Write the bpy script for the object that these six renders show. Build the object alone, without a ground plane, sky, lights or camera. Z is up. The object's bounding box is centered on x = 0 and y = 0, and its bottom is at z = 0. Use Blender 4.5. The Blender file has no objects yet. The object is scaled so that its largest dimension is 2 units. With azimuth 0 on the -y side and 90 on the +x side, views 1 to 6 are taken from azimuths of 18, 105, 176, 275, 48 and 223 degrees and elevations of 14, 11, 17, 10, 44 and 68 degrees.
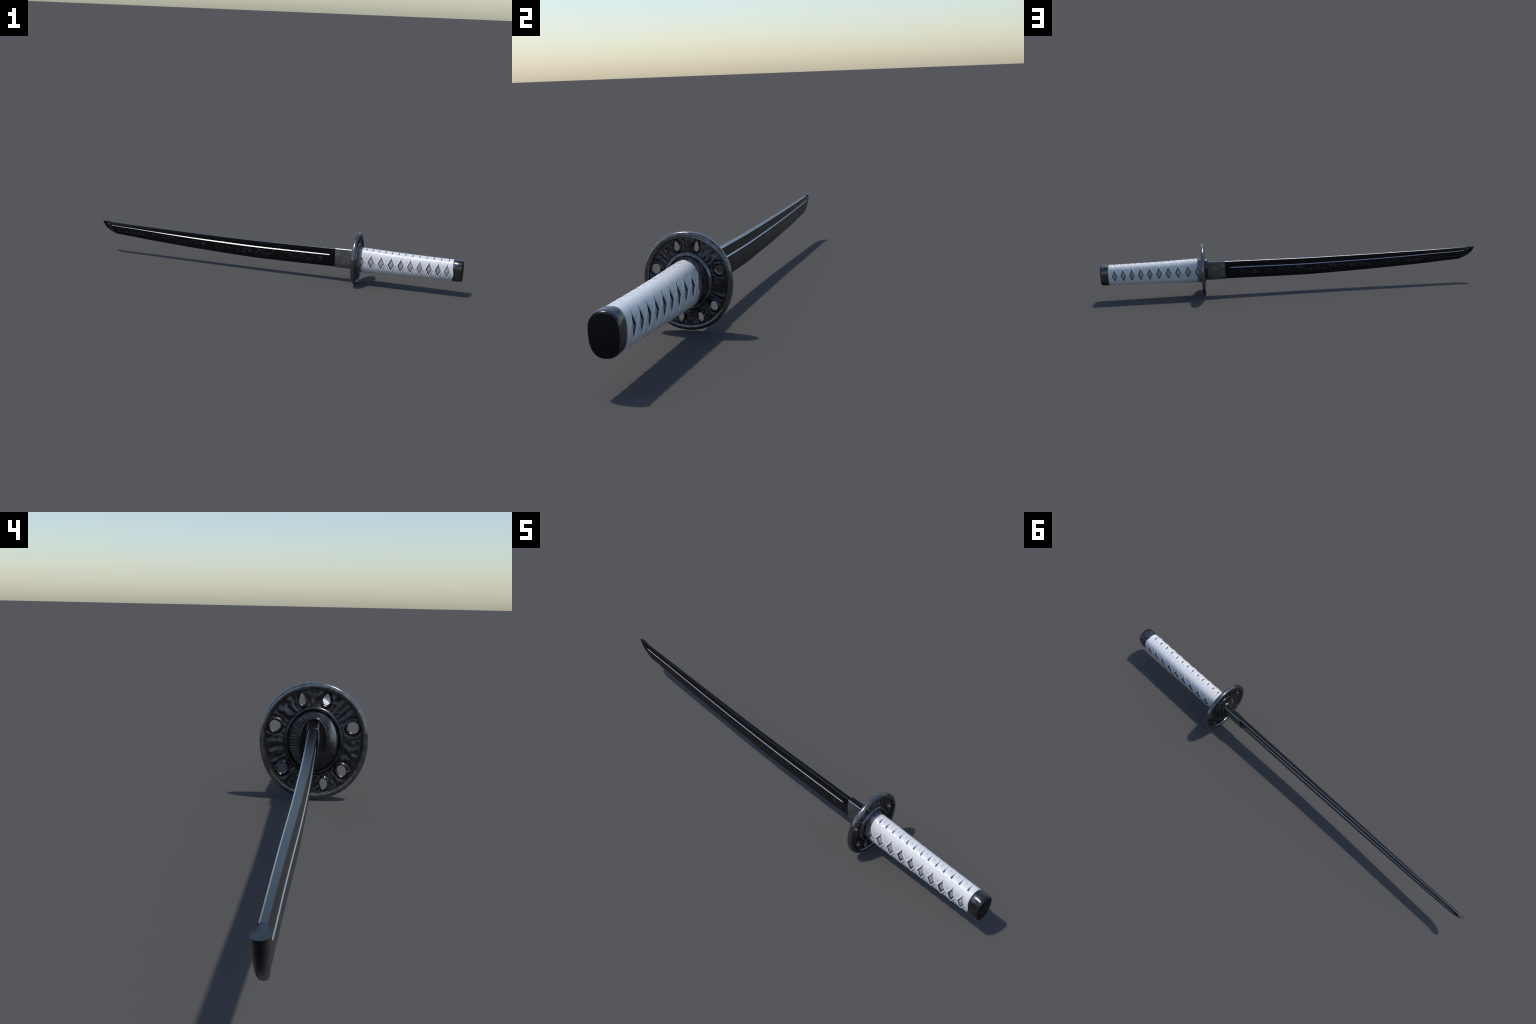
# A katana with a black blade, an openwork round guard and a white cord-wrapped grip.
# Blade along -x, grip along +x, edge downward; guard rests on the ground (z = 0).
import bpy, bmesh, math, random
from mathutils import Vector, noise

random.seed(7)
rad = math.radians

# ------------------------------------------------------------------ helpers
def clamp(v, a=0.0, b=1.0):
    return max(a, min(b, v))

def smooth(a, b, v):
    t = clamp((v - a) / (b - a))
    return t * t * (3 - 2 * t)

def lerp(a, b, t):
    return a + (b - a) * t

def curve(points):
    """Monotone-ish cubic through (x, value) control points."""
    pts = sorted(points)
    xs = [p[0] for p in pts]
    ys = [p[1] for p in pts]
    n = len(xs)
    m = []
    for i in range(n):
        if i == 0:
            m.append((ys[1] - ys[0]) / (xs[1] - xs[0]))
        elif i == n - 1:
            m.append((ys[-1] - ys[-2]) / (xs[-1] - xs[-2]))
        else:
            m.append((ys[i + 1] - ys[i - 1]) / (xs[i + 1] - xs[i - 1]))
    def f(x):
        if x <= xs[0]:
            return ys[0] + m[0] * (x - xs[0])
        if x >= xs[-1]:
            return ys[-1] + m[-1] * (x - xs[-1])
        k = 0
        while x > xs[k + 1]:
            k += 1
        h = xs[k + 1] - xs[k]
        t = (x - xs[k]) / h
        return ((2*t**3 - 3*t**2 + 1) * ys[k] + (t**3 - 2*t**2 + t) * h * m[k]
                + (-2*t**3 + 3*t**2) * ys[k+1] + (t**3 - t**2) * h * m[k+1])
    return f

def nz(x, y, z):
    return noise.noise(Vector((x, y, z)))

def make(name, verts, faces, mat, parent=None, sharp=None, slots=None, extra=()):
    me = bpy.data.meshes.new(name)
    me.from_pydata([tuple(v) for v in verts], [], faces)
    if slots:
        me.polygons.foreach_set("material_index", slots)
    bm = bmesh.new()
    bm.from_mesh(me)
    bmesh.ops.remove_doubles(bm, verts=bm.verts, dist=1e-6)
    bmesh.ops.recalc_face_normals(bm, faces=bm.faces)
    bm.to_mesh(me)
    bm.free()
    me.polygons.foreach_set("use_smooth", [True] * len(me.polygons))
    if sharp is not None:
        me.set_sharp_from_angle(angle=rad(sharp))
    ob = bpy.data.objects.new(name, me)
    bpy.context.collection.objects.link(ob)
    for m_ in (mat, *extra):
        me.materials.append(m_)
    if parent:
        ob.parent = parent
    return ob

def loft(sections, closed=True, caps=True):
    """Rings of equal length -> verts, faces."""
    verts, faces = [], []
    n = len(sections[0])
    for s in sections:
        verts += s
    for i in range(len(sections) - 1):
        for j in range(n if closed else n - 1):
            a = i * n + j
            b = i * n + (j + 1) % n
            faces.append((a, b, b + n, a + n))
    if caps:
        faces.append(tuple(range(n)))
        faces.append(tuple(range((len(sections) - 1) * n, len(sections) * n)))
    return verts, faces

def superellipse(phi, hw, hh, p):
    c, s = math.cos(phi), math.sin(phi)
    return (math.copysign(abs(c) ** (2 / p), c) * hw, math.copysign(abs(s) ** (2 / p), s) * hh)

# ------------------------------------------------------------------ node materials
class Nodes:
    def __init__(self, name):
        self.mat = bpy.data.materials.new(name)
        self.mat.use_nodes = True
        self.t = self.mat.node_tree
        self.bsdf = self.t.nodes["Principled BSDF"]
        self.co = self.t.nodes.new("ShaderNodeTexCoord").outputs["Object"]
        sep = self.t.nodes.new("ShaderNodeSeparateXYZ")
        self.t.links.new(self.co, sep.inputs[0])
        self.x, self.y, self.z = sep.outputs

    def put(self, sock, v):
        if isinstance(v, bpy.types.NodeSocket):
            self.t.links.new(v, sock)
        else:
            sock.default_value = v

    def m(self, op, a, b=0.0, c=0.0, clampit=False):
        n = self.t.nodes.new("ShaderNodeMath")
        n.operation = op
        n.use_clamp = clampit
        for s, v in zip(n.inputs, (a, b, c)):
            self.put(s, v)
        return n.outputs[0]

    def step(self, v, lo, hi, a=0.0, b=1.0):
        n = self.t.nodes.new("ShaderNodeMapRange")
        n.interpolation_type = 'SMOOTHSTEP'
        for s, q in zip(n.inputs, (v, lo, hi, a, b)):
            self.put(s, q)
        return n.outputs[0]

    def scaled(self, sx, sy, sz):
        n = self.t.nodes.new("ShaderNodeMapping")
        n.inputs["Scale"].default_value = (sx, sy, sz)
        self.t.links.new(self.co, n.inputs["Vector"])
        return n.outputs[0]

    def noise(self, vec, scale, detail=3.0, rough=0.5, dist=0.0):
        n = self.t.nodes.new("ShaderNodeTexNoise")
        self.put(n.inputs["Vector"], vec)
        n.inputs["Scale"].default_value = scale
        n.inputs["Detail"].default_value = detail
        n.inputs["Roughness"].default_value = rough
        n.inputs["Distortion"].default_value = dist
        return n.outputs["Fac"]

    def voronoi(self, vec, scale, feature='F1'):
        n = self.t.nodes.new("ShaderNodeTexVoronoi")
        n.feature = feature
        self.put(n.inputs["Vector"], vec)
        n.inputs["Scale"].default_value = scale
        return n.outputs["Distance"]

    def mix(self, f, a, b):
        n = self.t.nodes.new("ShaderNodeMix")
        n.data_type = 'RGBA'
        self.put(n.inputs[0], f)
        for s, v in ((n.inputs[6], a), (n.inputs[7], b)):
            if isinstance(v, bpy.types.NodeSocket):
                self.t.links.new(v, s)
            else:
                s.default_value = (*v, 1.0)
        return n.outputs[2]

    def bump(self, h, strength, dist):
        n = self.t.nodes.new("ShaderNodeBump")
        n.inputs["Strength"].default_value = strength
        n.inputs["Distance"].default_value = dist
        self.t.links.new(h, n.inputs["Height"])
        self.t.links.new(n.outputs[0], self.bsdf.inputs["Normal"])

    def set(self, base=None, metallic=None, rough=None, spec=None):
        for k, v in (("Base Color", base), ("Metallic", metallic), ("Roughness", rough), ("Specular IOR Level", spec)):
            if v is None:
                continue
            if isinstance(v, bpy.types.NodeSocket):
                self.t.links.new(v, self.bsdf.inputs[k])
            elif k == "Base Color":
                self.bsdf.inputs[k].default_value = (*v, 1.0)
            else:
                self.bsdf.inputs[k].default_value = v
        return self.mat

# shared layout rules ------------------------------------------------------
# diamonds of the wrap: q(x) is an integer at each diamond's centre
QA, QB, QC = -7.8215, 13.7349, 4.8190
def q_diamond(x):
    return QA + QB * x + QC * x * x
# notches along the top of the wrap
NA, NB, NC = -15.8802, 35.4602, -4.6906
def q_notch(x):
    return NA + NB * x + NC * x * x
DIA_HALF_Q = 0.305        # half width of a diamond in q units
DIA_HALF_H = 0.0300      # half height of a diamond
DIA_Z = 0.1342          # height of the row of diamonds; a touch lower on the -y side
DIA_TILT = 0.075

# blade outline
spine_z = curve([(0.45, 0.1775), (0.345, 0.1760), (0.04, 0.1713), (-0.11, 0.1695), (-0.41, 0.1703),
                 (-0.56, 0.1718), (-0.73, 0.1738), (-0.87, 0.1764), (-1.0, 0.1798)])
edge_z = curve([(0.45, 0.0790), (0.345, 0.0784), (0.04, 0.0750), (-0.05, 0.0743), (-0.115, 0.0748),
                (-0.41, 0.0843), (-0.56, 0.0915), (-0.73, 0.1006), (-0.91, 0.1130)])
blade_y = curve([(0.45, 0.001), (0.2, 0.001), (-0.05, 0.0015), (-0.41, 0.004), (-0.7, 0.0075), (-1.0, 0.0095)])
groove_t = curve([(0.34, 0.375), (0.0, 0.37), (-0.5, 0.35), (-0.75, 0.32), (-0.9, 0.27), (-0.97, 0.21)])

# ------------------------------------------------------------------ materials
def mat_blade():
    n = Nodes("black_blade_steel")
    # height below the spine as a fraction of the blade's depth (parabolic fits of spine and edge)
    x = n.x
    x2 = n.m('MULTIPLY', x, x)
    top = n.m('ADD', n.m('MULTIPLY_ADD', x2, 0.0190, 0.1689), n.m('MULTIPLY', x, 0.0093))
    bot = n.m('ADD', n.m('MULTIPLY_ADD', x2, 0.0405, 0.0755), n.m('MULTIPLY', x, -0.0052))
    t = n.m('DIVIDE', n.m('SUBTRACT', top, n.z), n.m('SUBTRACT', top, bot))
    # swirling etched grain: thin curls where warped cells meet, mixed with iso-lines of a noise
    v = n.scaled(1.0, 0.3, 2.0)
    warp = n.t.nodes.new("ShaderNodeTexNoise")
    n.put(warp.inputs["Vector"], v)
    warp.inputs["Scale"].default_value = 38.0
    warp.inputs["Detail"].default_value = 2.0
    off = n.t.nodes.new("ShaderNodeVectorMath")
    off.operation = 'MULTIPLY_ADD'
    n.put(off.inputs[0], warp.outputs["Color"])
    off.inputs[1].default_value = (0.055, 0.0, 0.040)
    n.put(off.inputs[2], n.scaled(1.0, 0.02, 2.3))
    cell = n.step(n.voronoi(off.outputs[0], 42.0, 'DISTANCE_TO_EDGE'), 0.0, 0.055, 1.0, 0.0)
    f = n.noise(v, 30.0, 2.0, 0.5, 1.2)
    fr = n.m('FRACT', n.m('MULTIPLY', f, 8.0))
    iso = n.step(n.m('ABSOLUTE', n.m('SUBTRACT', fr, 0.5)), 0.0, 0.10, 1.0, 0.0)
    line = n.m('MAXIMUM', cell, iso)
    patch = n.step(n.noise(n.scaled(1.0, 0.5, 1.3), 55.0, 3.0, 0.65), 0.46, 0.68)
    band = n.m('MULTIPLY', n.step(t, 0.40, 0.45), n.step(n.m('ADD', t, n.m('MULTIPLY', n.noise(v, 30.0), 0.25)), 0.82, 0.95, 1.0, 0.0))
    band = n.m('MULTIPLY', band, n.step(x, 0.24, 0.33, 1.0, 0.15))
    etched = n.m('MULTIPLY', n.m('MULTIPLY', line, patch), band)
    streak = n.noise(n.scaled(3.0, 1.0, 320.0), 1.0, 3.0, 0.6)
    base = n.mix(streak, (0.016, 0.016, 0.018), (0.030, 0.031, 0.034))
    base = n.mix(n.m('MULTIPLY', etched, n.m('MULTIPLY_ADD', n.noise(n.co, 160.0, 2.0), 1.3, 0.0, clampit=True)), base, (0.30, 0.32, 0.36))
    grain = n.noise(n.scaled(1, 1, 1), 700.0, 2.0)
    rough = n.m('ADD', n.m('MULTIPLY_ADD', grain, 0.16, 0.20), n.m('MULTIPLY', etched, 0.25))
    n.bump(n.m('ADD', n.m('MULTIPLY', etched, 1.0), n.m('MULTIPLY', grain, 0.12)), 0.5, 0.0008)
    return n.set(base, 0.9, rough)

def mat_metal(name, lo, hi, r0, r1, scale=120.0, bump=0.25, metallic=0.9, dist=0.0015):
    n = Nodes(name)
    a = n.noise(n.co, scale, 4.0, 0.6, 0.4)
    b = n.noise(n.co, scale * 5, 2.0, 0.6)
    base = n.mix(n.step(a, 0.35, 0.65), lo, hi)
    rough = n.m('ADD', n.m('MULTIPLY', n.step(a, 0.3, 0.7), r1 - r0), r0)
    n.bump(n.m('ADD', a, n.m('MULTIPLY', b, 0.25)), bump, dist)
    return n.set(base, metallic, rough)

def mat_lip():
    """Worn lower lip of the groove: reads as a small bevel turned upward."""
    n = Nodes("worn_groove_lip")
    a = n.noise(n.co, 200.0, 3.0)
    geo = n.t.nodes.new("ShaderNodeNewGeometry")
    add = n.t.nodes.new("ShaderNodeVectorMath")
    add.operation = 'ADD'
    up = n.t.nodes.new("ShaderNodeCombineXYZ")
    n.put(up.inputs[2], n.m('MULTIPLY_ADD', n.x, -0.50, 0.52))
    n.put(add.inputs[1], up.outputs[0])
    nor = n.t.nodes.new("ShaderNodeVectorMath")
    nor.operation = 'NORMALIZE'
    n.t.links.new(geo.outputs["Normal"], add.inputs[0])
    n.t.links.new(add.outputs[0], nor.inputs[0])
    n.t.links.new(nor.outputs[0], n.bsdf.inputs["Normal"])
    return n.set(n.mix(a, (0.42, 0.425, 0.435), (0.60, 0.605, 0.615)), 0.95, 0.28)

def mat_habaki():
    n = Nodes("brushed_collar_steel")
    brush = n.noise(n.scaled(8.0, 8.0, 420.0), 1.0, 3.0, 0.6)
    f = n.noise(n.scaled(1, 1, 1.2), 40.0, 3.0, 0.55, 0.8)
    line = n.step(n.m('ABSOLUTE', n.m('SUBTRACT', n.m('FRACT', n.m('MULTIPLY', f, 9.0)), 0.5)), 0.0, 0.2, 1.0, 0.0)
    patch = n.step(n.noise(n.co, 28.0, 2.0), 0.42, 0.56)
    e = n.m('MULTIPLY', line, patch)
    base = n.mix(brush, (0.10, 0.101, 0.103), (0.21, 0.211, 0.213))
    base = n.mix(n.m('MULTIPLY', e, 0.8), base, (0.42, 0.43, 0.45))
    n.bump(n.m('ADD', n.m('MULTIPLY', brush, 0.3), e), 0.4, 0.0008)
    return n.set(base, 0.75, n.m('MULTIPLY_ADD', brush, 0.15, 0.33))

def mat_wrap():
    n = Nodes("white_silk_cord")
    x, y, z = n.x, n.y, n.z
    q = n.m('ADD', n.m('MULTIPLY_ADD', x, QB, QA), n.m('MULTIPLY', n.m('MULTIPLY', x, x), QC))
    fq = n.m('SUBTRACT', n.m('FRACT', n.m('ADD', q, 0.5)), 0.5)
    zz = n.m('SUBTRACT', z, n.m('MULTIPLY_ADD', y, DIA_TILT, DIA_Z))
    wob = n.m('MULTIPLY', n.m('SUBTRACT', n.noise(n.co, 90.0, 2.0), 0.5), 0.06)
    d = n.m('ADD', n.m('ADD', n.m('DIVIDE', n.m('ABSOLUTE', fq), DIA_HALF_Q), n.m('DIVIDE', n.m('ABSOLUTE', zz), DIA_HALF_H)), wob)
    inrange = n.m('MULTIPLY', n.step(q, -0.6, -0.5), n.step(q, 9.4, 9.5, 1.0, 0.0))
    gap = n.m('MULTIPLY', n.m('MULTIPLY', n.step(d, 0.66, 0.72), n.step(d, 0.97, 1.06, 1.0, 0.0)), inrange)
    # short slit running up from each diamond's upper corner
    slit = n.m('MULTIPLY', n.step(n.m('ABSOLUTE', n.m('ADD', fq, n.m('MULTIPLY', wob, 0.4))), 0.010, 0.045, 1.0, 0.0),
               n.m('MULTIPLY', n.step(zz, 0.024, 0.028), n.step(zz, 0.034, 0.042, 1.0, 0.0)))
    slit = n.m('MULTIPLY', n.m('MULTIPLY', slit, inrange), 0.9)
    # wedge-shaped notches along the top, open to the -y shoulder, and their twins below on the +y side
    qn = n.m('ADD', n.m('MULTIPLY_ADD', x, NB, NA), n.m('MULTIPLY', n.m('MULTIPLY', x, x), NC))
    up = n.step(zz, -0.002, 0.002, -1.0, 1.0)
    ys = n.m('MULTIPLY', y, up)
    fn = n.m('SUBTRACT', n.m('FRACT', n.m('ADD', n.m('ADD', qn, n.m('MULTIPLY', wob, 1.2)), n.m('MULTIPLY_ADD', ys, 2.0, 0.53))), 0.5)
    wid = n.step(ys, -0.020, 0.002, 0.085, 0.020)
    wedge = n.m('MULTIPLY', n.m('LESS_THAN', n.m('ABSOLUTE', fn), wid),
                n.m('MULTIPLY', n.step(ys, -0.023, -0.018), n.step(ys, 0.002, 0.014, 1.0, 0.0)))
    hair = n.m('MULTIPLY', n.step(n.m('SUBTRACT', 0.5, n.m('ABSOLUTE', fn)), 0.012, 0.035, 0.7, 0.0),
               n.m('MULTIPLY', n.step(ys, -0.010, -0.004), n.step(ys, 0.002, 0.010, 1.0, 0.0)))
    wedge = n.m('MAXIMUM', wedge, hair)
    wedge = n.m('MULTIPLY', wedge, n.m('GREATER_THAN', n.m('ABSOLUTE', zz), 0.035))
    wedge = n.m('MULTIPLY', wedge, n.m('MULTIPLY', n.step(qn, 0.4, 0.5), n.step(qn, 13.4, 13.5, 1.0, 0.0)))
    dark = n.m('MAXIMUM', n.m('MAXIMUM', gap, slit), wedge)
    # cord threads run round the grip
    th = n.noise(n.scaled(420.0, 6.0, 6.0), 1.0, 3.0, 0.6)
    fine = n.noise(n.scaled(900.0, 30.0, 30.0), 1.0, 2.0, 0.6)
    thin = n.m('MULTIPLY', n.step(th, 0.58, 0.70), 0.35)
    # thread lines plus baked-in occlusion shade, painted dark in triangles below the diamonds
    low = n.m('MULTIPLY', n.m('MULTIPLY', n.step(zz, -0.004, -0.012), n.step(d, 1.30, 1.45)), n.step(n.m('ABSOLUTE', y), 0.018, 0.026))
    rib = n.step(n.m('SINE', n.m('ADD', n.m('MULTIPLY', x, 1350.0), n.m('MULTIPLY', wob, 20.0))), -0.2, 0.8)
    thin = n.m('MAXIMUM', thin, n.m('MULTIPLY', n.m('MULTIPLY', low, rib), 0.8))
    base = n.mix(th, (0.66, 0.66, 0.68), (0.77, 0.77, 0.785))
    base = n.mix(thin, base, (0.42, 0.42, 0.45))
    base = n.mix(dark, base, (0.035, 0.033, 0.038))
    n.bump(n.m('ADD', n.m('ADD', th, n.m('MULTIPLY', fine, 0.4)), n.m('MULTIPLY', dark, -1.5)), 0.22, 0.0010)
    rough = n.m('MULTIPLY_ADD', th, 0.14, 0.16)
    return n.set(base, 0.0, rough, 0.5)

def mat_ray_skin():
    n = Nodes("pale_ray_skin")
    c = n.voronoi(n.co, 260.0, 'DISTANCE_TO_EDGE')
    a = n.noise(n.co, 120.0, 3.0, 0.6)
    base = n.mix(n.step(c, 0.0, 0.16), (0.15, 0.15, 0.16), (0.40, 0.40, 0.425))
    base = n.mix(n.step(a, 0.35, 0.7), base, (0.50, 0.50, 0.53))
    n.bump(n.m('ADD', c, a), 0.6, 0.0015)
    return n.set(base, 0.0, 0.45)

M_BLADE = mat_blade()
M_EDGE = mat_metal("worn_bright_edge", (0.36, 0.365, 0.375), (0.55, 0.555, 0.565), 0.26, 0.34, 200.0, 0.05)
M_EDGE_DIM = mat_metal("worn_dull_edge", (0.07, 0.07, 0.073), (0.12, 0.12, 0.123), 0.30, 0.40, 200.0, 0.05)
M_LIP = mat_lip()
M_TIP = mat_metal("black_tip_steel", (0.020, 0.020, 0.022), (0.036, 0.037, 0.040), 0.24, 0.34, 260.0, 0.10)
M_RIM = mat_metal("polished_dark_rim", (0.14, 0.14, 0.144), (0.22, 0.22, 0.225), 0.16, 0.24, 90.0, 0.06)
M_WEB = mat_metal("blackened_iron", (0.045, 0.046, 0.049), (0.085, 0.086, 0.090), 0.24, 0.34, 70.0, 0.10)
def mat_washer():
    n = Nodes("dark_washer_steel")
    a = n.noise(n.co, 60.0, 4.0, 0.6, 0.4)
    base = n.mix(n.step(a, 0.35, 0.65), (0.045, 0.046, 0.049), (0.075, 0.076, 0.080))
    # upper -y flank of the washer is coloured lighter
    yy = n.m('ADD', n.y, n.m('MULTIPLY', n.m('SUBTRACT', a, 0.5), 0.02))
    zz = n.m('ADD', n.z, n.m('MULTIPLY', n.m('SUBTRACT', a, 0.5), 0.05))
    lightened = n.m('MULTIPLY', n.step(yy, -0.032, -0.044), n.m('MULTIPLY', n.step(zz, 0.115, 0.150), n.step(n.x, 0.440, 0.444)))
    base = n.mix(n.m('MULTIPLY', lightened, 0.8), base, (0.34, 0.345, 0.355))
    n.bump(a, 0.08, 0.0015)
    return n.set(base, 0.85, n.m('MULTIPLY_ADD', lightened, 0.15, 0.25))
M_SEPPA = mat_washer()
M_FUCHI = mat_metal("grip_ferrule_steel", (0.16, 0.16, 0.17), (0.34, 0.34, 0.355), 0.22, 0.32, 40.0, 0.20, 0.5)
M_CAP = mat_metal("pommel_cap_steel", (0.05, 0.05, 0.052), (0.14, 0.14, 0.144), 0.17, 0.26, 34.0, 0.10)
M_CAPFACE = mat_metal("matt_black_pommel_face", (0.003, 0.003, 0.0033), (0.005, 0.005, 0.0055), 0.42, 0.55, 200.0, 0.1, 0.0)
M_CAPFACE.node_tree.nodes['Principled BSDF'].inputs['Specular IOR Level'].default_value = 0.22
M_CORE = mat_metal("dark_grip_core", (0.02, 0.02, 0.022), (0.03, 0.03, 0.032), 0.6, 0.7, 100.0, 0.1, 0.0)
M_HABAKI = mat_habaki()
M_WRAP = mat_wrap()
M_SKIN = mat_ray_skin()

# ------------------------------------------------------------------ the thing
root = bpy.data.objects.new("katana", None)
root.empty_display_size = 0.2
bpy.context.collection.objects.link(root)
root["label"] = "black-bladed curved sword with round openwork guard and white wrapped grip"
root["category"] = "sword"

# ------------------------------------------------------------------ blade
X0 = 0.350
XS_END, XE_END = -0.969, -0.911      # where the yokote meets spine and edge
def yokote_bulge(u):
    return smooth(0.86, 1.0, u)

def blade_point(u, t):
    """Mid-plane point of the blade at length u (0 collar .. 1 yokote), t from spine to edge."""
    xs = lerp(X0, XS_END, u)
    xe = lerp(X0, XE_END, u)
    x = lerp(xs, xe, t)
    z = lerp(spine_z(xs), edge_z(xe), t)
    b = yokote_bulge(u) * 4 * t * (1 - t)
    return x - 0.004 * b, z - 0.006 * b

def blade_half(u, t, xs, side):
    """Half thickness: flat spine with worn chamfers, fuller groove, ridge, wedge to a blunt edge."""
    spine_w = lerp(0.0090, 0.0042, u ** 1.5)
    ridge_w = lerp(0.0102, 0.0078, u)
    gt = groove_t(xs)
    g_on = smooth(0.020, 0.030, u) * (1 - smooth(0.978, 0.990, u))
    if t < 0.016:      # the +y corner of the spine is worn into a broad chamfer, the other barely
        w = spine_w - lerp(0.0028, 0.0016, u) * (1 - t / 0.016) * (1.0 if side > 0 else 0.35)
    elif t < gt:
        w = lerp(spine_w, ridge_w, (t - 0.016) / (gt - 0.016))
    else:
        k = (t - gt) / (1 - gt)
        w = lerp(ridge_w, 0.0032, k ** 1.15)
        if k > 0.93:
            w *= math.sqrt(max(0.0, 1 - ((k - 0.93) / 0.07) ** 2)) * 0.85 + 0.15
    g0 = gt * 0.42
    if g0 < t < gt:
        k = (t - g0) / (gt - g0)
        prof = smooth(0.0, 0.80, k) if k < 0.80 else 1 - (k - 0.80) / 0.20
        w -= lerp(0.0013, 0.0006, u) * prof * g_on
    return w

def blade():
    base_t = [0.0, 0.016, 0.06]
    groove_ts = [0.34, 0.42, 0.50, 0.58, 0.66, 0.74, 0.82, 0.884, 0.942, 1.0]  # x groove position
    lower_k = [0.06, 0.15, 0.28, 0.42, 0.56, 0.70, 0.82, 0.90, 0.93, 0.955, 0.975, 0.99, 1.0]
    nt = len(base_t) + len(groove_ts) + len(lower_k)
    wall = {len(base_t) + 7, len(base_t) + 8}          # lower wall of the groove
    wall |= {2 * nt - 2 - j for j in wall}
    sections, slots = [], []
    NU = 220
    for i in range(NU + 1):
        u = i / NU
        xs = lerp(X0, XS_END, u)
        gt = groove_t(xs)
        ts = base_t + [g * gt for g in groove_ts] + [gt + k * (1 - gt) for k in lower_k]
        ring = []
        cy = blade_y(xs)
        for t in ts:
            x, z = blade_point(u, t)
            ring.append((x, cy + blade_half(u, t, xs, 1), z))
        for t in reversed(ts):
            x, z = blade_point(u, t)
            ring.append((x, cy - blade_half(u, t, xs, -1), z))
        sections.append(ring)
        if i < NU:
            for j in range(2 * nt):
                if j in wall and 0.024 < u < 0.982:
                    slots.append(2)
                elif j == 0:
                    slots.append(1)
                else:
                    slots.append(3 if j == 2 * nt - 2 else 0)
    slots += [0, 0]
    v, f = loft(sections)
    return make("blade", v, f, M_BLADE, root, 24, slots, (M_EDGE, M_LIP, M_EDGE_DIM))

blade()

def blade_tip():
    """Kissaki: a rounded bead along the curved point, thicker than the blade behind it."""
    ex = curve([(0.0, -1.0000), (0.16, -0.9930), (0.36, -0.9808), (0.56, -0.9625), (0.74, -0.9430), (0.90, -0.9230), (1.0, -0.9080)])
    ez = curve([(0.0, 0.1802), (0.16, 0.1645), (0.36, 0.1482), (0.56, 0.1345), (0.74, 0.1240), (0.90, 0.1163), (1.0, 0.1126)])
    sections = []
    NT, NA_ = 40, 24
    for i in range(NT + 1):
        t = i / NT
        yx, yz = blade_point(1.0, min(t, 1.0))
        yx -= 0.0015 * (1 - t)
        ox, oz = ex(t), ez(t)
        h = lerp(0.0086, 0.0034, t ** 1.7)
        cy = blade_y(yx)
        ring = []
        for k in range(NA_ + 1):
            a = math.pi * k / NA_
            s = math.sin(a) ** 0.75
            sag = 0.0022 * abs(math.cos(a)) ** 3 * (1 - smooth(0.0, 0.10, t))
            ring.append((lerp(yx, ox, s), cy + h * math.cos(a), lerp(yz, oz, s) - sag))
        # lip where the bead meets the blade, then the back dips into the blade
        neck = 1 - smooth(0.0, 0.08, t)
        lip = 0.0032 * (1 - smooth(0.75, 1.0, t))
        zz = yz + 0.0016 * neck + lip * 0.5 * (1 - neck)
        bx = yx + lip + 0.0075 * neck
        hb = lerp(h - 0.0022, 0.0040, neck)
        ring += [(bx, cy - hb, zz), (bx + 0.004, cy - hb * 0.4, zz), (bx + 0.004, cy + hb * 0.4, zz), (bx, cy + hb, zz)]
        sections.append(ring)
    v, f = loft(sections)
    n = NA_ + 5
    slots = []
    for i in range(NT):
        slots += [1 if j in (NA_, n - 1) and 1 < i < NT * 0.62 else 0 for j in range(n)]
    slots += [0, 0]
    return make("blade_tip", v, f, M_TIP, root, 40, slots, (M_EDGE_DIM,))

blade_tip()

# ------------------------------------------------------------------ blade collar
def collar():
    sections = []
    x_front, x_back = 0.3445, 0.4480
    N = 14
    for i in range(N + 1):
        k = i / N
        x = lerp(x_front, x_back, k)
        grow = smooth(0.0, 0.012, k)
        zt = spine_z(x) + 0.0022 + 0.0010 * k
        zb = edge_z(x) - 0.0022
        hw_top = lerp(0.0126, 0.0132, k)
        hw_mid = lerp(0.0142, 0.0150, k)
        cy = blade_y(x)
        c = 0.0018
        pts = [(hw_top - c, zt), (hw_top, zt - c), (hw_mid, lerp(zt, zb, 0.35)),
               (lerp(hw_mid, 0.005, 0.45), lerp(zt, zb, 0.72)), (0.0062, zb + 0.004), (0.0035, zb)]
        ring = [(x, cy + a, b) for a, b in pts] + [(x, cy - a, b) for a, b in reversed(pts)]
        sections.append(ring)
    v, f = loft(sections)
    slots = []
    for i in range(N):
        slots += [{11: 1, 0: 2, 10: 2}.get(j, 0) for j in range(12)]
    slots += [1, 1]
    ob = make("blade_collar", v, f, M_HABAKI, root, 30, slots, (M_TIP, M_EDGE))
    bev = ob.modifiers.new("edge", 'BEVEL')
    bev.width = 0.0012
    bev.segments = 2
    bev.limit_method = 'ANGLE'
    bev.angle_limit = rad(50)
    return ob

collar()

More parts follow.
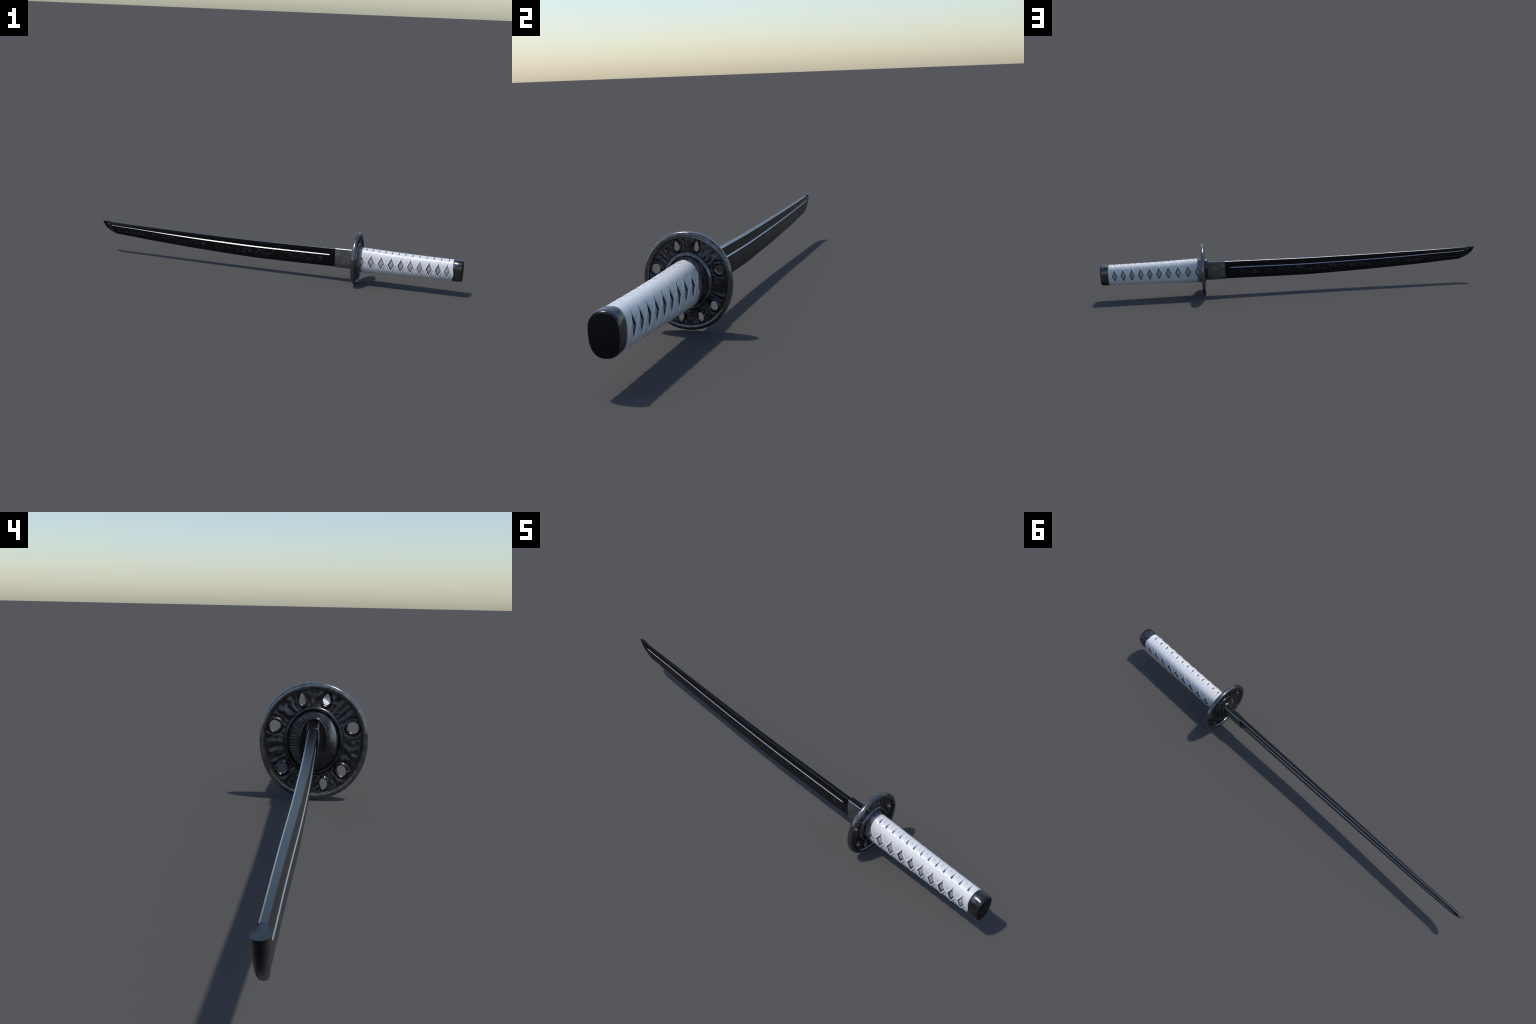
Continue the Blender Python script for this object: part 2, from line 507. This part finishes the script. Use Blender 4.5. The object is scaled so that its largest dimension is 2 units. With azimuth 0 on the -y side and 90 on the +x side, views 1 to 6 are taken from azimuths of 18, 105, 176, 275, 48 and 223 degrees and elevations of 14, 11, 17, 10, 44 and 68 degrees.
# ------------------------------------------------------------------ guard
GX, GZ = 0.4597, 0.1350
G_HW, G_HH = 0.1246, 0.1350
HOLES = [  # y, z offset, half width, half height along the axis, teardrop pinch
    (0.0285, 0.0960, 0.0078, 0.0132, 0.45), (-0.0275, 0.0965, 0.0082, 0.0132, 0.50),
    (0.0895, 0.0345, 0.0130, 0.0122, 0.05), (-0.0895, 0.0340, 0.0126, 0.0128, 0.10),
    (0.0700, -0.0655, 0.0103, 0.0124, 0.10), (-0.0665, -0.0665, 0.0108, 0.0130, 0.10),
    (0.0310, -0.0970, 0.0082, 0.0122, 0.15), (-0.0255, -0.0980, 0.0082, 0.0125, 0.15)]

def outline(a, f):
    """Guard outline at angle a scaled by f; slightly squared ellipse."""
    y, z = superellipse(a, G_HW * f, G_HH * f, 2.08)
    wob = 1 + 0.004 * math.sin(3 * a + 0.6) + 0.003 * math.sin(5 * a)
    if f > 0.9:
        wob = 1 + (wob - 1) * 0.5
    return y * wob, z * wob

def guard_rim():
    N, K = 180, 20
    sections = []
    for i in range(N):
        a = 2 * math.pi * i / N
        ring = []
        for k in range(K):
            b = 2 * math.pi * k / K
            # profile: broad rounded band, inner lip
            rx, rr = superellipse(b, 0.0087, 0.0080, 2.8)
            f = 1 - (0.0080 - rr) / 0.13
            y, z = outline(a, f)
            ring.append((GX + rx, y, GZ + z))
        sections.append(ring)
    sections.append(sections[0])
    v, f = loft(sections, True, False)
    return make("guard_rim", v, f, M_RIM, None, 60)

def hole_axis(hy, hz):
    """Long axis of an opening: between radial and vertical."""
    r = math.hypot(hy, hz)
    uy, uz = hy / r * 0.45, hz / r
    r = math.hypot(uy, uz)
    return uy / r, uz / r

def hole_coord(y, z, h):
    """Signed hole distance (<1 inside)."""
    hy, hz, w, hh, pinch = h
    uy, uz = hole_axis(hy, hz)
    dy, dz = y - hy, z - hz
    radial = dy * uy + dz * uz
    tang = -dy * uz + dz * uy
    ww = w * (1 - pinch * radial / hh * 0.5 - pinch * 0.15)
    return math.hypot(radial / hh, tang / max(ww, 1e-4))

def web_relief(a, f, y, z, side):
    """Carved relief of the guard's open face, metres outward."""
    h = 0.0
    ca, sa = math.cos(a), math.sin(a)
    env = smooth(0.54, 0.62, f) * (1 - smooth(0.80, 0.87, f))
    # radial flutes, only in some sectors and uneven in width
    sector = nz(ca * 1.9 + side * 7, sa * 1.9, 3.3)
    p = math.sin(a * 36 + 9.0 * nz(ca * 2.3, sa * 2.3, side * 4.0) + side + 2.0 * nz(y * 45, z * 45, 2.0))
    p *= 0.6 + 0.8 * nz(ca * 6, sa * 6, side * 2.0 + f)
    h += 0.0022 * p * env * smooth(-0.05, 0.25, sector)
    # figured sectors: flowing lumps stretched along the radius
    fig = nz(ca * 9 + side * 3, sa * 9, f * 5.0)
    h += 0.0034 * fig * env * smooth(0.10, -0.20, sector)
    h += 0.0012 * nz(y * 110, z * 110 + side * 5, 4.1) * env
    # raised lip round each hole
    for hd in HOLES:
        d = hole_coord(y, z, hd)
        if d < 2.2:
            h = lerp(h, 0.0, 1 - smooth(1.3, 2.0, d))
            h += 0.0032 * math.exp(-((d - 1.22) / 0.14) ** 2)
            h -= 0.0016 * math.exp(-((d - 1.65) / 0.20) ** 2)
    return h

def guard_web():
    NA_, NF = 360, 30
    f0, f1 = 0.30, 0.915
    verts, faces = [], []
    for side in (1, -1):
        for i in range(NA_):
            a = 2 * math.pi * i / NA_
            for j in range(NF + 1):
                f = lerp(f0, f1, j / NF)
                y, z = outline(a, f)
                x = max(0.0007, 0.0028 + web_relief(a, f, y, z, side))
                verts.append((GX + side * x, y, GZ + z))
    n = NF + 1
    for s in range(2):
        o = s * NA_ * n
        for i in range(NA_):
            i2 = (i + 1) % NA_
            for j in range(NF):
                faces.append((o + i * n + j, o + i2 * n + j, o + i2 * n + j + 1, o + i * n + j + 1))
    o = NA_ * n
    for i in range(NA_):
        i2 = (i + 1) % NA_
        faces.append((i * n, i2 * n, o + i2 * n, o + i * n))
        faces.append((i * n + NF, i2 * n + NF, o + i2 * n + NF, o + i * n + NF))
    ob = make("guard", verts, faces, M_WEB, None, None)
    # pierce the openings
    bm = bmesh.new()
    for hy, hz, w, hh, pinch in HOLES:
        uy, uz = hole_axis(hy, hz)
        K = 40
        rings = []
        for xx in (GX - 0.03, GX + 0.03):
            ring = []
            for k in range(K):
                b = 2 * math.pi * k / K
                radial = math.sin(b) * hh
                ww = w * (1 - pinch * math.sin(b) * 0.5 - pinch * 0.15) * (1 + 0.10 * math.sin(2 * b + hy * 400) + 0.05 * math.sin(3 * b + hz * 300))
                tang = math.cos(b) * ww
                ring.append(bm.verts.new((xx, hy + radial * uy - tang * uz, GZ + hz + radial * uz + tang * uy)))
            rings.append(ring)
        for k in range(K):
            bm.faces.new((rings[0][k], rings[0][(k + 1) % K], rings[1][(k + 1) % K], rings[1][k]))
        bm.faces.new(rings[0])
        bm.faces.new(rings[1])
    bmesh.ops.recalc_face_normals(bm, faces=bm.faces)
    cme = bpy.data.meshes.new("hole_cutter")
    bm.to_mesh(cme)
    bm.free()
    cut = bpy.data.objects.new("hole_cutter", cme)
    bpy.context.collection.objects.link(cut)
    mod = ob.modifiers.new("openings", 'BOOLEAN')
    mod.operation = 'DIFFERENCE'
    mod.solver = 'EXACT'
    mod.object = cut
    dg = bpy.context.evaluated_depsgraph_get()
    me = bpy.data.meshes.new_from_object(ob.evaluated_get(dg))
    ob.modifiers.clear()
    ob.data = me
    me.name = "guard"
    bpy.data.objects.remove(cut)
    me.polygons.foreach_set("use_smooth", [True] * len(me.polygons))
    me.set_sharp_from_angle(angle=rad(45))
    ob.parent = root
    return ob

guard = guard_web()
rim = guard_rim()
rim.parent = guard

def oval_ring(name, x_list, zc, mat, parent, p=2.0, N=120, sharp=40, caps=False, wob=None):
    """Lathe-like oval: list of (x, half width, half height)."""
    sections = []
    for i in range(N):
        a = 2 * math.pi * i / N
        ring = []
        for k, (x, hw, hh) in enumerate(x_list):
            y, z = superellipse(a, hw, hh, p)
            g = wob(a, k) if wob else 0.0
            ring.append((x + g, y, zc + z))
        sections.append(ring)
    verts = [v for r in sections for v in r]
    n = len(x_list)
    faces = []
    for i in range(N):
        i2 = (i + 1) % N
        for k in range(n - 1):
            faces.append((i * n + k, i2 * n + k, i2 * n + k + 1, i * n + k + 1))
    if caps:
        faces.append(tuple(i * n for i in range(N)))
        faces.append(tuple(i * n + n - 1 for i in range(N)))
    return make(name, verts, faces, mat, parent, sharp)

def rounded(hw, hh, x0, x1, r, steps=5):
    """Plate with rounded outer corner at x1: points from inner x0 outwards."""
    out = [(x0, hw, hh)]
    for s in range(steps + 1):
        a = (math.pi / 2) * s / steps
        d = r * (1 - math.cos(a))
        out.append((x1 + (-r if x1 > x0 else r) * (1 - math.sin(a)), hw - d, hh - d))
    return out

# raised oval bosses on both faces of the guard
def ridge(x0, out, hw, hh, wid, steps=12):
    """Rounded oval ridge: half-circle profile, out = signed height."""
    pts = [(x0, hw, hh)]
    for s in range(steps + 1):
        k = s / steps
        pts.append((x0 + out * (0.35 + 0.65 * math.sin(math.pi * k) ** 0.8), hw - wid * k, hh - wid * k))
    pts.append((x0 + out * 0.30, hw - wid * 1.7, hh - wid * 1.7))
    return pts
oval_ring("guard_boss", ridge(GX - 0.001, -0.0080, 0.0690, 0.0800, 0.0120), 0.1360, M_WEB, guard)
oval_ring("guard_boss", ridge(GX + 0.001, 0.0095, 0.0690, 0.0800, 0.0150), 0.1360, M_RIM, guard)

# serrated washer and plain washer against the blade side
def serration(a, k):
    if k in (1, 2, 3):
        return 0.0009 * math.sin(a * 62) * smooth(0.25, 0.6, math.cos(a)) * (1 + 0.8 * nz(a * 9, 0, 0))
    return 0.0
oval_ring("washer", [(GX - 0.002, 0.0535, 0.0670), (GX - 0.0100, 0.0530, 0.0665), (GX - 0.0118, 0.0500, 0.0640),
                     (GX - 0.0138, 0.0400, 0.0590), (GX - 0.0140, 0.0280, 0.0520)],
          0.1350, M_SEPPA, root, 2.1, 240, 50, True, serration)
oval_ring("washer", [(GX - 0.010, 0.0345, 0.0580), (GX - 0.0215, 0.0342, 0.0577), (GX - 0.0240, 0.0325, 0.0560),
                     (GX - 0.0246, 0.0300, 0.0535), (GX - 0.0232, 0.0285, 0.0520), (GX - 0.0225, 0.0150, 0.040)],
          0.1350, M_SEPPA, root, 2.2, 140, 50, True)

# ------------------------------------------------------------------ grip
GRIP0, GRIP1 = 0.4870, 0.9580
grip_top = curve([(0.455, 0.1975), (0.487, 0.1967), (0.55, 0.1948), (0.65, 0.1918), (0.75, 0.1900), (0.85, 0.1891), (0.96, 0.1888)])
grip_bot = curve([(0.455, 0.0673), (0.487, 0.0681), (0.55, 0.0700), (0.65, 0.0726), (0.75, 0.0756), (0.85, 0.0786), (0.96, 0.0825)])
grip_hw = curve([(0.455, 0.0415), (0.487, 0.0415), (0.60, 0.0404), (0.75, 0.0392), (0.96, 0.0380)])
grip_y = curve([(0.455, 0.0), (0.7, -0.0010), (1.0, -0.0025)])
GRIP_P = 2.45

def grip_point(x, phi, grow=0.0):
    zt, zb = grip_top(x), grip_bot(x)
    y, z = superellipse(phi, grip_hw(x) + grow, (zt - zb) / 2 + grow, GRIP_P)
    return y + grip_y(x), (zt + zb) / 2 + z

def diamond_d(x, y, z):
    q = q_diamond(x)
    k = round(q)
    if k < 0 or k > 9:
        return 9.0, q - k
    return abs(q - k) / DIA_HALF_Q + abs(z - DIA_Z - DIA_TILT * y) / DIA_HALF_H, q - k

def wrap_relief(x, y, z):
    r = 0.0
    d, fq = diamond_d(x, y, z)
    if abs(y) > 0.015:
        r -= 0.0050 * (1 - smooth(0.80, 1.06, d))
        r += 0.0016 * math.exp(-((d - 1.24) / 0.15) ** 2)
        r -= 0.0010 * (1 - smooth(0.0, 0.5, abs(d - 1.75))) * (1 - smooth(0.012, 0.030, abs(z - DIA_Z))) * smooth(1.3, 1.5, d)
        # crossing cords: shallow X furrows beside the diamonds
        zz = z - DIA_Z - DIA_TILT * y
        if d > 1.2 and 0.5 < q_diamond(x) < 9.5:
            e = abs(fq) - 0.5
            r += 0.0009 * math.exp(-((abs(zz) - abs(e) * 0.055) / 0.006) ** 2) * (1 - smooth(0.030, 0.04, abs(zz)))
    qn = q_notch(x)
    k = round(qn)
    zz = z - DIA_Z
    ys = y if zz > 0 else -y
    if 1 <= k <= 13 and abs(zz) > 0.025:
        near = abs(qn - k + 2.0 * ys + 0.03)
        wid = lerp(0.13, 0.03, smooth(-0.019, 0.006, ys))
        on = smooth(-0.030, -0.021, ys) * (1 - smooth(0.0, 0.012, ys))
        r -= 0.0009 * on * math.exp(-(near / wid) ** 2)
    # soft swelling of each turn of cord on the shoulders
    r -= 0.00022 * math.cos(2 * math.pi * qn) * smooth(0.02, 0.05, abs(zz))
    r += 0.0005 * nz(x * 260, y * 20, z * 20)
    return r

def grip_sleeve():
    NX, NP = 560, 200
    sections = []
    for i in range(NX + 1):
        x = lerp(GRIP0, GRIP1, i / NX)
        ring = []
        for j in range(NP):
            phi = 2 * math.pi * j / NP
            y, z = grip_point(x, phi)
            r = wrap_relief(x, y, z)
            end = smooth(0, 0.006, x - GRIP0)
            r = r * end - 0.003 * (1 - end)
            y2, z2 = grip_point(x, phi, r)
            xx = x
            if i < 12:   # uneven, folded start of the wrap
                xx += 0.0030 * (1 - i / 12) * nz(math.cos(phi) * 2.4, math.sin(phi) * 2.4, 0.7)
            ring.append((xx, y2, z2))
        sections.append(ring)
    v, f = loft(sections)
    return make("grip_wrap", v, f, M_WRAP, root, 60)

wrap = grip_sleeve()

def skin_panel(k, side):
    """Lozenge of ray skin in the window of the wrap, gently domed."""
    # invert q for the centre
    def x_of(q):
        c = QA - q
        return (-QB + math.sqrt(QB * QB - 4 * QC * c)) / (2 * QC)
    N = 10
    verts, faces = [], []
    for i in range(-N, N + 1):
        for j in range(-N, N + 1):
            s, t = i / N, j / N           # square -> lozenge
            a, b = (s + t) / 2, (s - t) / 2
            m = 0.79
            x = x_of(k + a * DIA_HALF_Q * m)
            z = DIA_Z + DIA_TILT * 0.041 * side + b * DIA_HALF_H * m
            zt, zb = grip_top(x), grip_bot(x)
            hh = (zt - zb) / 2
            rel = clamp(abs((z - (zt + zb) / 2) / hh), 0, 0.99)
            yy = grip_hw(x) * (1 - rel ** GRIP_P) ** (1 / GRIP_P)
            dome = (1 - max(abs(s), abs(t)) ** 3)
            yy += -0.0046 + 0.0024 * dome + 0.0006 * nz(x * 300, z * 300, side * 3.0)
            verts.append((x, grip_y(x) + side * yy, z))
    w = 2 * N + 1
    for i in range(2 * N):
        for j in range(2 * N):
            faces.append((i * w + j, i * w + j + 1, (i + 1) * w + j + 1, (i + 1) * w + j))
    ob = make("ray_skin_panel", verts, faces, M_SKIN, wrap, None)
    sol = ob.modifiers.new("depth", 'SOLIDIFY')
    sol.thickness = 0.002
    sol.offset = -1
    return ob

for k in range(1, 10):
    for side in (-1, 1):
        skin_panel(k, side)

# ferrule between guard and wrap
def ferrule():
    sections = []
    prof = [(0.4640, -0.0040), (0.4645, -0.0006), (0.4700, 0.0002), (0.4800, 0.0), (0.4858, -0.0008), (0.4880, -0.0030), (0.4900, -0.0060)]
    for x, g in prof:
        sections.append([(x, *grip_point(x, 2 * math.pi * j / 140, g)) for j in range(140)])
    v, f = loft(sections)
    return make("ferrule", v, f, M_FUCHI, root, 50)

ferrule()

# pommel cap
def pommel():
    P = 2.5
    zc = 0.1352
    prof = [(0.9520, 0.0350, 0.0530), (0.9525, 0.0364, 0.0545), (0.9550, 0.0371, 0.0552), (0.9700, 0.0384, 0.0552),
            (0.9860, 0.0392, 0.0546), (0.9915, 0.0392, 0.0542), (0.9945, 0.0386, 0.0534), (0.9962, 0.0376, 0.0524),
            (0.9968, 0.0366, 0.0514), (0.9962, 0.0350, 0.0500)]
    sections = []
    N = 140
    for x, hw, hh in prof:
        ring = []
        for j in range(N):
            a = 2 * math.pi * j / N
            y, z = superellipse(a, hw, hh, P)
            y = y * (1 + 0.04 * z / hh) - 0.0033
            ring.append((x, y, zc - 0.0005 + z))
        sections.append(ring)
    v, f = loft(sections)
    cap = make("pommel_cap", v, f, M_CAP, root, 50)
    face = []
    for x, s in ((0.9940, 0.0), (0.9982, 0.0), (0.9994, -0.0006), (1.0, -0.0020)):
        ring = []
        for j in range(N):
            a = 2 * math.pi * j / N
            y, z = superellipse(a, 0.0362 + s, 0.0510 + s, P)
            y = y * (1 + 0.04 * z / 0.05) - 0.0033
            ring.append((x, y, zc - 0.0005 + z))
        face.append(ring)
    v, f = loft(face)
    make("pommel_face", v, f, M_CAPFACE, cap, 50)

pommel()
